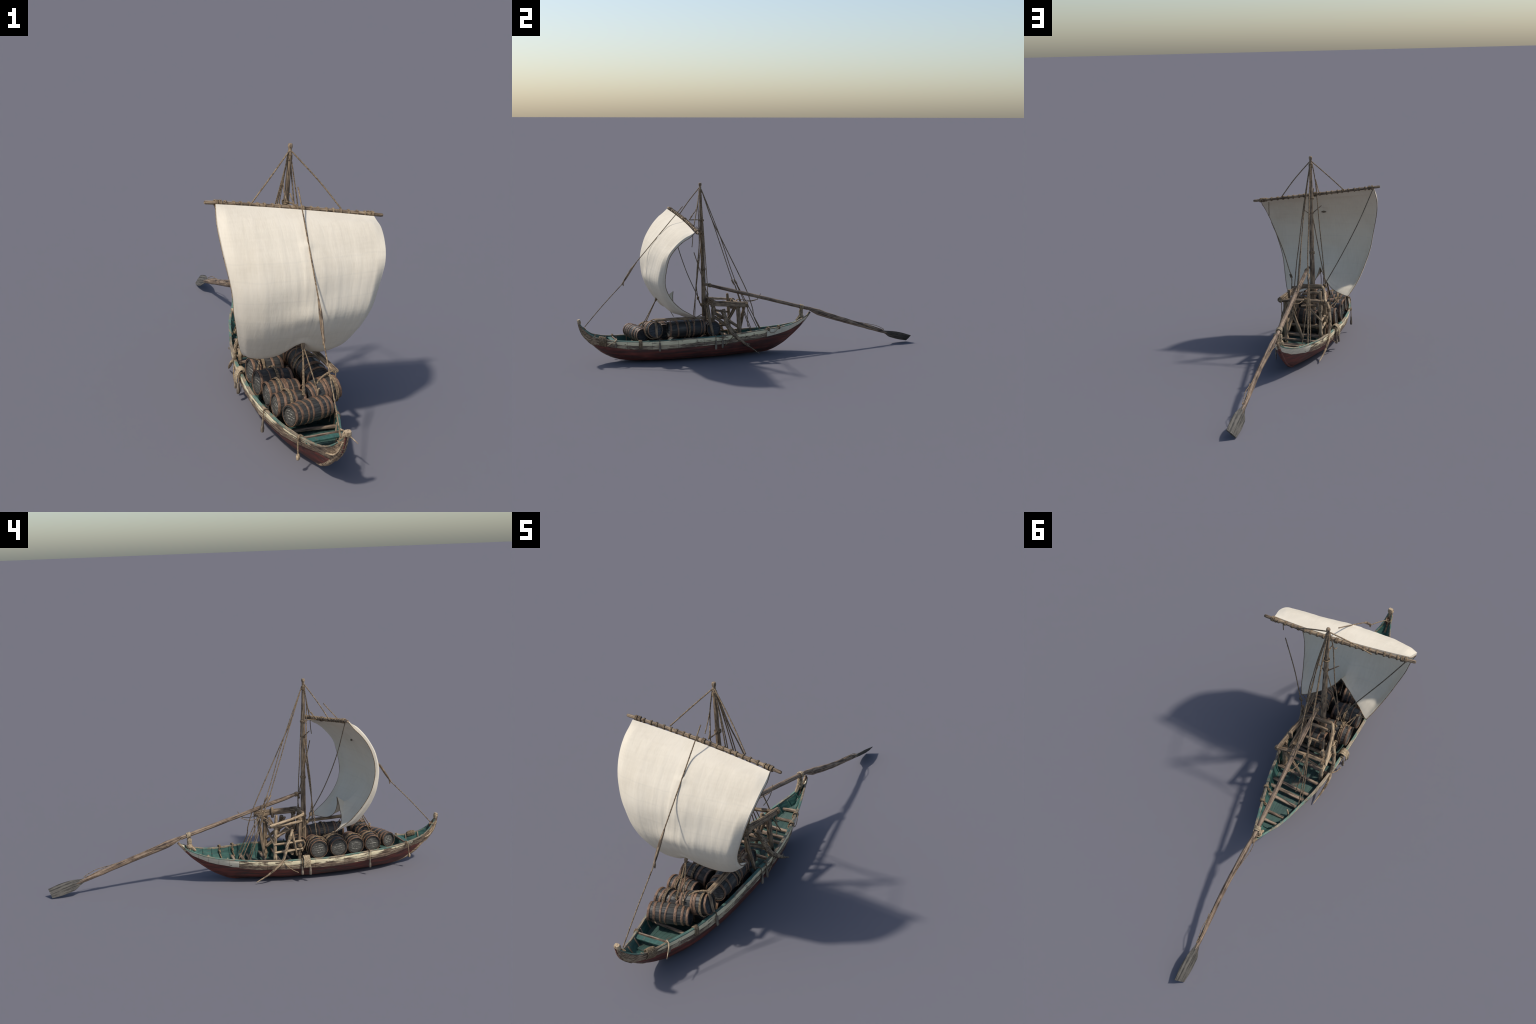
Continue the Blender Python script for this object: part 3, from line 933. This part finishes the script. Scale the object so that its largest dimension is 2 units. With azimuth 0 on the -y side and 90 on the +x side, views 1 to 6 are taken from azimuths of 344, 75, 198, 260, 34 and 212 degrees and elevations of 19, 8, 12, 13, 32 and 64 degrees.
# blade: a long leaf with a middle ridge, square across the tip
A0, A1 = V3(-.0185, .822, .073), V3(-.0235, .9925, .0215)
axis = A1 - A0
hi = V3(.0155, .003, .0195)
hi /= np.linalg.norm(hi)
nrm = np.cross(axis, hi)
nrm /= np.linalg.norm(nrm)
verts = []
nb, mb = 32, 13
for i in range(nb):
    f = i / (nb - 1)
    wu = hermite([0, .15, .4, .72, 1], [.008, .014, .025, .029, .0262], f)
    wl = hermite([0, .12, .35, .6, 1], [.009, .016, .033, .034, .0262], f)
    for side in (1, -1):
        for k in range(mb):
            c = 1 - 2 * k / (mb - 1)
            c = c if side > 0 else -c
            w = wu if c > 0 else wl
            th = .0022 + .0062 * max(0, 1 - f * .9) * math.exp(-(c / .28) ** 2) + .0012 * (1 - abs(c))
            th += .0006 * noise.noise(Vector((c * 9, f * 3, side)))
            verts.append(A0 + axis * (f + .035 * c * (f > .97)) + hi * c * w + nrm * side * th * (1 - .75 * (abs(c) > .99)))
W = 2 * mb
F = [(i * W + k, i * W + (k + 1) % W, (i + 1) * W + (k + 1) % W, (i + 1) * W + k) for i in range(nb - 1) for k in range(W)]
F += [tuple(range(W - 1, -1, -1)), tuple((nb - 1) * W + k for k in range(W))]
Ax = axis_frame(A0, A1)
Ax.translation = Vector(A0)
bl = build('blade', [Ax.inverted() @ Vector(v) for v in verts], F, M['blade'], oar, True, 45)
bl.matrix_local = Ax
rope('blade_line', [(-.008, .640, .146), (-.010, .69, .134), (-.006, .76, .118), (-.012, .80, .102), (-.013, .828, .086)], .0015, M['rope'], oar)
rope('blade_line', [(-.002, .70, .130), (-.014, .76, .108), (-.018, .80, .092), (-.013, .826, .084)], .0015, M['rope'], oar)
rope('blade_line', [(-.024, .330, .243), (-.030, .39, .216), (-.024, .45, .205), (-.014, .52, .185)], .0015, M['rope'], oar)
# crutch post and its rope
pole('oar_crutch', [(-.014, .303, .175), (-.014, .302, .215), (-.013, .300, .240)], [.011, .010, .0085], M['pale_pole'], oar, 12, .15)
pole('oar_crutch', [(-.020, .272, .170), (-.018, .290, .190), (-.014, .300, .212)], [.006, .008, .006], M['pale_pole'], oar, 10, .15)
lashing('crutch_lashing', (-.0118, .303, .2515), (-.05, .95, -.27), .0132, .0021, 5, M['hemp'], oar, pitch=1.9)
lashing('crutch_lashing', (-.013, .300, .222), (0, 0, 1), .0105, .0020, 6, M['hemp'], oar)
lashing('crutch_lashing', (-.016, .303, .196), (0, .2, 1), .0125, .0022, 3, M['hemp'], oar)

# ------------------------------------------------------------------ rail fittings
fit = empty('rail_fittings', boat)
ang = math.radians
# coil of rope hung over the rail
for k in range(9):
    y = -.263 + (k - 4) * .0036
    q = 1 - .18 * abs(k - 4) / 4
    j = lambda a=.0015: R.uniform(-a, a)
    rope('rope_hank', [(-.112, y + j(), .086 + j()), (-.113 + j(), y + j(), .108), (-.122, y + j(), .121 + .004 * q), (-.136, y, .124 + .004 * q + j()),
                       (-.148, y + j(), .113 + j()), (-.1525, y + j(), .094), (-.150 + j(), y + j(), .078 - .006 * q)], .0026, M['hemp'], fit)

def fender(side, y, ztop, zbot, r0, r1, name='fender_peg'):
    xs, zs = sheer(side, y)
    x = xs + side * .0075
    pole(name, [(x, y, ztop), (x, y, (ztop + zbot) / 2), (x, y, zbot + .012), (x, y, zbot)], [r0, r0, r1, r1 * .95], M['beam'], fit, 10, .08)
    rope('fender_cord', [(xs - side * .008, y, zs + .005), (xs + side * .003, y, zs + .007), (x - side * .001, y, zs - .003), (x, y, ztop - .004)], .0022, M['rope'], fit)


for y, zt, zb in ((-.240, .078, .036), (-.280, .078, .033)):
    fender(-1, y, zt, zb, .0052, .0072)
fender(-1, -.589, .085, .038, .0042, .0062)
fender(1, -.243, .114, .063, .0055, .0070)
fender(1, -.204, .116, .069, .0052, .0066)
fender(1, -.560, .118, .070, .0055, .0066)
fender(1, -.797, .118, .093, .0055, .0058)
xs, zs = sheer(-1, -.806)
rope('fender_cord', [(xs + .006, -.797, zs + .004), (xs - .003, -.803, zs + .006), (xs - .007, -.808, zs - .02), (xs - .006, -.813, .072)], .0030, M['rope'], fit)
pole('fender_peg', [(xs - .006, -.813, .076), (xs - .006, -.814, .066), (xs - .006, -.814, .053)], [.0035, .0075, .0062], M['pale_pole'], fit, 10)


def rail_wrap(name, side, y, depth, strands, r, bulk, mat):
    for k in range(strands):
        yy = y + (k - (strands - 1) / 2) * r * 1.75
        xs, zs = sheer(side, yy)
        zk = hermite(YK, ZK, yy)
        q = bulk * (1 - .45 * (2 * k / max(1, strands - 1) - 1) ** 2) + R.uniform(-.0006, .0006)
        pts = [(xs - side * .013, yy, zs - .012), (xs - side * (.012 + q * .3), yy, zs + .002 + q * .3), (xs - side * .004, yy, zs + .004 + q)]
        for f in (.15, .5, .85, 1.):
            d = depth * f
            x, z = hull(side, yy, 1 - d / (zs - zk))
            pts.append((x + side * (.0025 + q * math.sin(math.pi * min(1, .25 + f * .75)) ** .6), yy + R.uniform(-.0008, .0008), z))
        rope(name, pts, r, mat, fit)


rail_wrap('rail_lashing', 1, -.664, .038, 5, .0022, .002, M['rope'])
rail_wrap('bow_lashing', 1, -.866, .040, 10, .0022, .009, M['rope'])
rail_wrap('bow_lashing', -1, -.80, .010, 3, .0022, .001, M['rope'])
# ties on the aft rail
for y in (.075, .144):
    xs, zs = sheer(1, y)
    lashing('rail_lashing', (xs - .004, y, zs), (-.3, 1, 0), .0105, .0020, 3, M['rope'], fit)
    rope('rail_tie', [(xs - .013, y, zs + .002), (xs - .017, y + .003, zs - .02), (xs - .022, y - .004, zs - .042), (xs - .03, y - .008, zs - .055)], .0032, M['rope'], fit)
    lashing('rail_tie', (xs - .018, y, zs - .018), (0, .2, 1), .0045, .002, 4, M['rope'], fit)
x0, z0 = sheer(1, .082)
x1, z1 = sheer(1, .144)
rope('rail_tie', [(x0 + .006, .082, z0 - .004), (x0 + .005, .088, z0 - .022), ((x0 + x1) / 2 + .008, .115, z0 - .020), (x1 + .007, .143, z1 + .002)], .0016, M['rope'], fit)
pole('thole_pin', [(-.060, .125, .10), (-.052, .118, .128)], [.005, .0035], M['pale_pole'], fit, 8)
pole('loose_stick', [(.066, -.79, .140), (.085, -.80, .130), (.112, -.85, .112)], [.003, .0028, .0012], M['pale_pole'], fit, 7)

# ------------------------------------------------------------------ barrels
def unit_barrel():
    """Unit staves (radius 1 at the bulge, length 1 along z), hoop ring and head disc."""
    ns_, nz = 22, 17
    verts, F = [], []
    seg = ns_ * 4
    for j in range(nz):
        z = j / (nz - 1)
        r = .85 + .15 * (1 - (2 * z - 1) ** 2)
        for i in range(seg):
            a = 2 * math.pi * i / seg
            k = i % 4
            rr = r * (1 - (.022 if k == 0 else 0.)) * (1 + .008 * noise.noise(Vector((i // 4 * 1.7, z * 3, 0))) + .03 * noise.noise(Vector((math.cos(a) * .8, math.sin(a) * .8, z * 5))))
            verts.append((rr * math.cos(a), rr * math.sin(a), z))
    for j, r in ((0, .77), (nz - 1, .77)):     # chime: the rims stand past the heads
        for i in range(seg):
            a = 2 * math.pi * i / seg
            verts.append((r * math.cos(a), r * math.sin(a), j / (nz - 1)))
    for z in (.045, .955):
        for i in range(seg):
            a = 2 * math.pi * i / seg
            verts.append((.75 * math.cos(a), .75 * math.sin(a), z))
    b0, b1 = nz * seg, nz * seg + seg
    c0, c1 = b1 + seg, b1 + 2 * seg
    for i in range(seg):
        n = (i + 1) % seg
        for j in range(nz - 1):
            F.append((j * seg + i, j * seg + n, (j + 1) * seg + n, (j + 1) * seg + i))
        F.append((i, b0 + i, b0 + n, n))
        F.append(((nz - 1) * seg + i, (nz - 1) * seg + n, b1 + n, b1 + i))
        F.append((b0 + i, c0 + i, c0 + n, b0 + n))
        F.append((b1 + i, b1 + n, c1 + n, c1 + i))
    body = build('barrel_staves', verts, F, M['stave'], None, True, 40)
    # hoop: rounded band, unit inner radius, unit width
    verts, F = [], []
    prof = [(.985, -.5), (1.03, -.48), (1.05, -.25), (1.052, 0.), (1.05, .25), (1.03, .48), (.985, .5)]
    m, sg = len(prof), 56
    for i in range(sg):
        a = 2 * math.pi * i / sg
        for r, z in prof:
            q = 1 + .012 * noise.noise(Vector((math.cos(a) * 2, math.sin(a) * 2, z)))
            verts.append((r * q * math.cos(a), r * q * math.sin(a), z + .12 * noise.noise(Vector((math.cos(a) * 1.5, math.sin(a) * 1.5, 7)))))
    F = [(i * m + k, i * m + (k + 1) % m, ((i + 1) % sg) * m + (k + 1) % m, ((i + 1) % sg) * m + k) for i in range(sg) for k in range(m)]
    hoop = build('hoop', verts, F, M['hoop'], None, True, 50)
    # head: five boards with grooves
    bm = bmesh.new()
    nbd = 5
    for k in range(nbd):
        y0, y1 = -1 + 2 * k / nbd + .012, -1 + 2 * (k + 1) / nbd - .012
        low, up = [], []
        yy = np.linspace(y0, y1, 7)
        outline = [(-math.sqrt(max(0, 1 - y * y)), y) for y in yy] + [(math.sqrt(max(0, 1 - y * y)), y) for y in yy[::-1]]
        low = [bm.verts.new((x, y, 0)) for x, y in outline]
        up = [bm.verts.new((x * .995, y, .03)) for x, y in outline]
        n = len(outline)
        bm.faces.new(up)
        for i in range(n):
            try:
                bm.faces.new((low[i], low[(i + 1) % n], up[(i + 1) % n], up[i]))
            except ValueError:
                pass
    hm = bpy.data.meshes.new('barrel_head')
    bmesh.ops.recalc_face_normals(bm, faces=bm.faces)
    bm.to_mesh(hm)
    bm.free()
    hm.materials.append(M['head'])
    hm2 = hm.copy()
    hm2.materials[0] = M['head_chalk']
    bd, hp = body.data, hoop.data
    bpy.data.objects.remove(body)
    bpy.data.objects.remove(hoop)
    return bd, hp, hm, hm2


STAVES, HOOP, HEAD, HEADC = unit_barrel()


def barrel(a, b, r, hoops=None, taper=1., chalk=True, roll=None):
    """A barrel lying from head centre a to head centre b, bulge radius r."""
    A = axis_frame(a, b)
    A.translation = Vector(a)
    L = (Vector(b) - Vector(a)).length
    top = empty('barrel', None, label='dark wooden barrel with rusty copper hoops', category='barrel')
    top.matrix_world = A

    def child(name, me, z, sx, sz, rot=(0, 0, 0)):
        o = bpy.data.objects.new(name, me)
        COL.objects.link(o)
        o.parent = top
        o.location = (0, 0, z)
        o.scale = (sx, sx, sz)
        o.rotation_euler = rot
        return o
    child('barrel_staves', STAVES, 0, r, L, (0, 0, R.uniform(0, 6)))
    for z in hoops or (.03, .20, .36, .64, .80, .97):
        z += 0 if z in (.03, .97) else R.uniform(-.025, .025)
        rad = r * (.85 + .15 * (1 - (2 * z - 1) ** 2))
        end = z < .06 or z > .94
        child('hoop', HOOP, z * L, rad * (1.0 if not end else 1.035), R.uniform(.0055, .0115) if not end else .0100,
              (R.uniform(-.07, .07), R.uniform(-.07, .07), R.uniform(0, 6)))
        if not end and R.random() < .25:
            child('hoop', HOOP, z * L + R.choice((-1, 1)) * .008, rad * .995, R.uniform(.004, .006), (R.uniform(-.10, .10), R.uniform(-.10, .10), R.uniform(0, 6)))
    rl = R.uniform(-.25, .25) if roll is None else roll
    # text lines run level: board axis across the head
    up = A.to_3x3().inverted() @ Vector((0, 0, 1))
    ang0 = math.atan2(up.y, up.x) - math.pi / 2 + rl
    child('barrel_head', HEADC if chalk else HEAD, .045 * L, r * .765, r * .765, (math.pi, 0, ang0 + math.pi))
    child('barrel_head', HEAD, .955 * L, r * .765, r * .765, (0, 0, ang0))
    return top


barrel((-.083, -.706, .157), (.073, -.646, .152), .0405, (.03, .17, .32, .48, .66, .82, .97))
barrel((-.105, -.614, .152), (-.002, -.604, .152), .0440, (.03, .27, .60, .97))
barrel((.012, -.606, .172), (.122, -.581, .190), .0465, (.03, .16, .46, .56, .97), chalk=False)
barrel((-.110, -.525, .150), (.002, -.517, .150), .0465, (.03, .24, .52, .62, .78, .97))
barrel((-.121, -.435, .151), (.006, -.425, .148), .0480, (.03, .28, .66, .97))
barrel((-.120, -.333, .151), (-.004, -.323, .150), .0490, (.03, .25, .70, .97))
barrel((.090, -.505, .182), (.066, -.298, .181), .0475, (.03, .22, .44, .68, .85, .97), chalk=False)
barrel((.086, -.245, .170), (-.035, -.252, .160), .0440, (.03, .25, .5, .75, .97), chalk=False)
# lower tier, mostly hidden
for y, x0, x1 in ((-.565, -.085, .095), (-.475, -.09, .095), (-.385, -.09, .09), (-.29, -.09, .09)):
    barrel((x0, y, .093), (x1, y + .004, .093), .0370, (.03, .25, .5, .75, .97), chalk=False)

# cargo board strapped over the starboard barrels
lash = empty('cargo_lashings', boat)
plank('cargo_board', (.120, -.582, .246), (.096, -.300, .241), .022, .013, M['pole'], lash, rough=.0015)
plank('cargo_strap', (.120, -.580, .246), (.1295, -.574, .147), .013, .004, M['pole'], lash, up=(1, -.35, 0), rough=.001)
for c, ax, rad in (((.103, -.588, .186), (1, .2, .1), .050), ((.078, -.395, .182), (-.1, 1, 0), .0515), ((-.055, -.430, .153), (1, .1, 0), .052),
                   ((-.070, -.521, .153), (1, .1, 0), .050), ((-.06, -.610, .155), (1, .1, 0), .047), ((-.08, -.330, .153), (1, .1, 0), .054)):
    lashing('barrel_lashing', c, ax, rad, .0021, 3, M['rope'], lash)
rope('barrel_lashing', [(.12, -.575, .246), (.09, -.585, .244), (.055, -.60, .228), (.03, -.62, .205)], .0035, M['rope'], lash)
rope('barrel_lashing', [(-.07, -.335, .206), (-.085, -.35, .200), (-.10, -.372, .170), (-.102, -.375, .145)], .0042, M['rope'], lash)
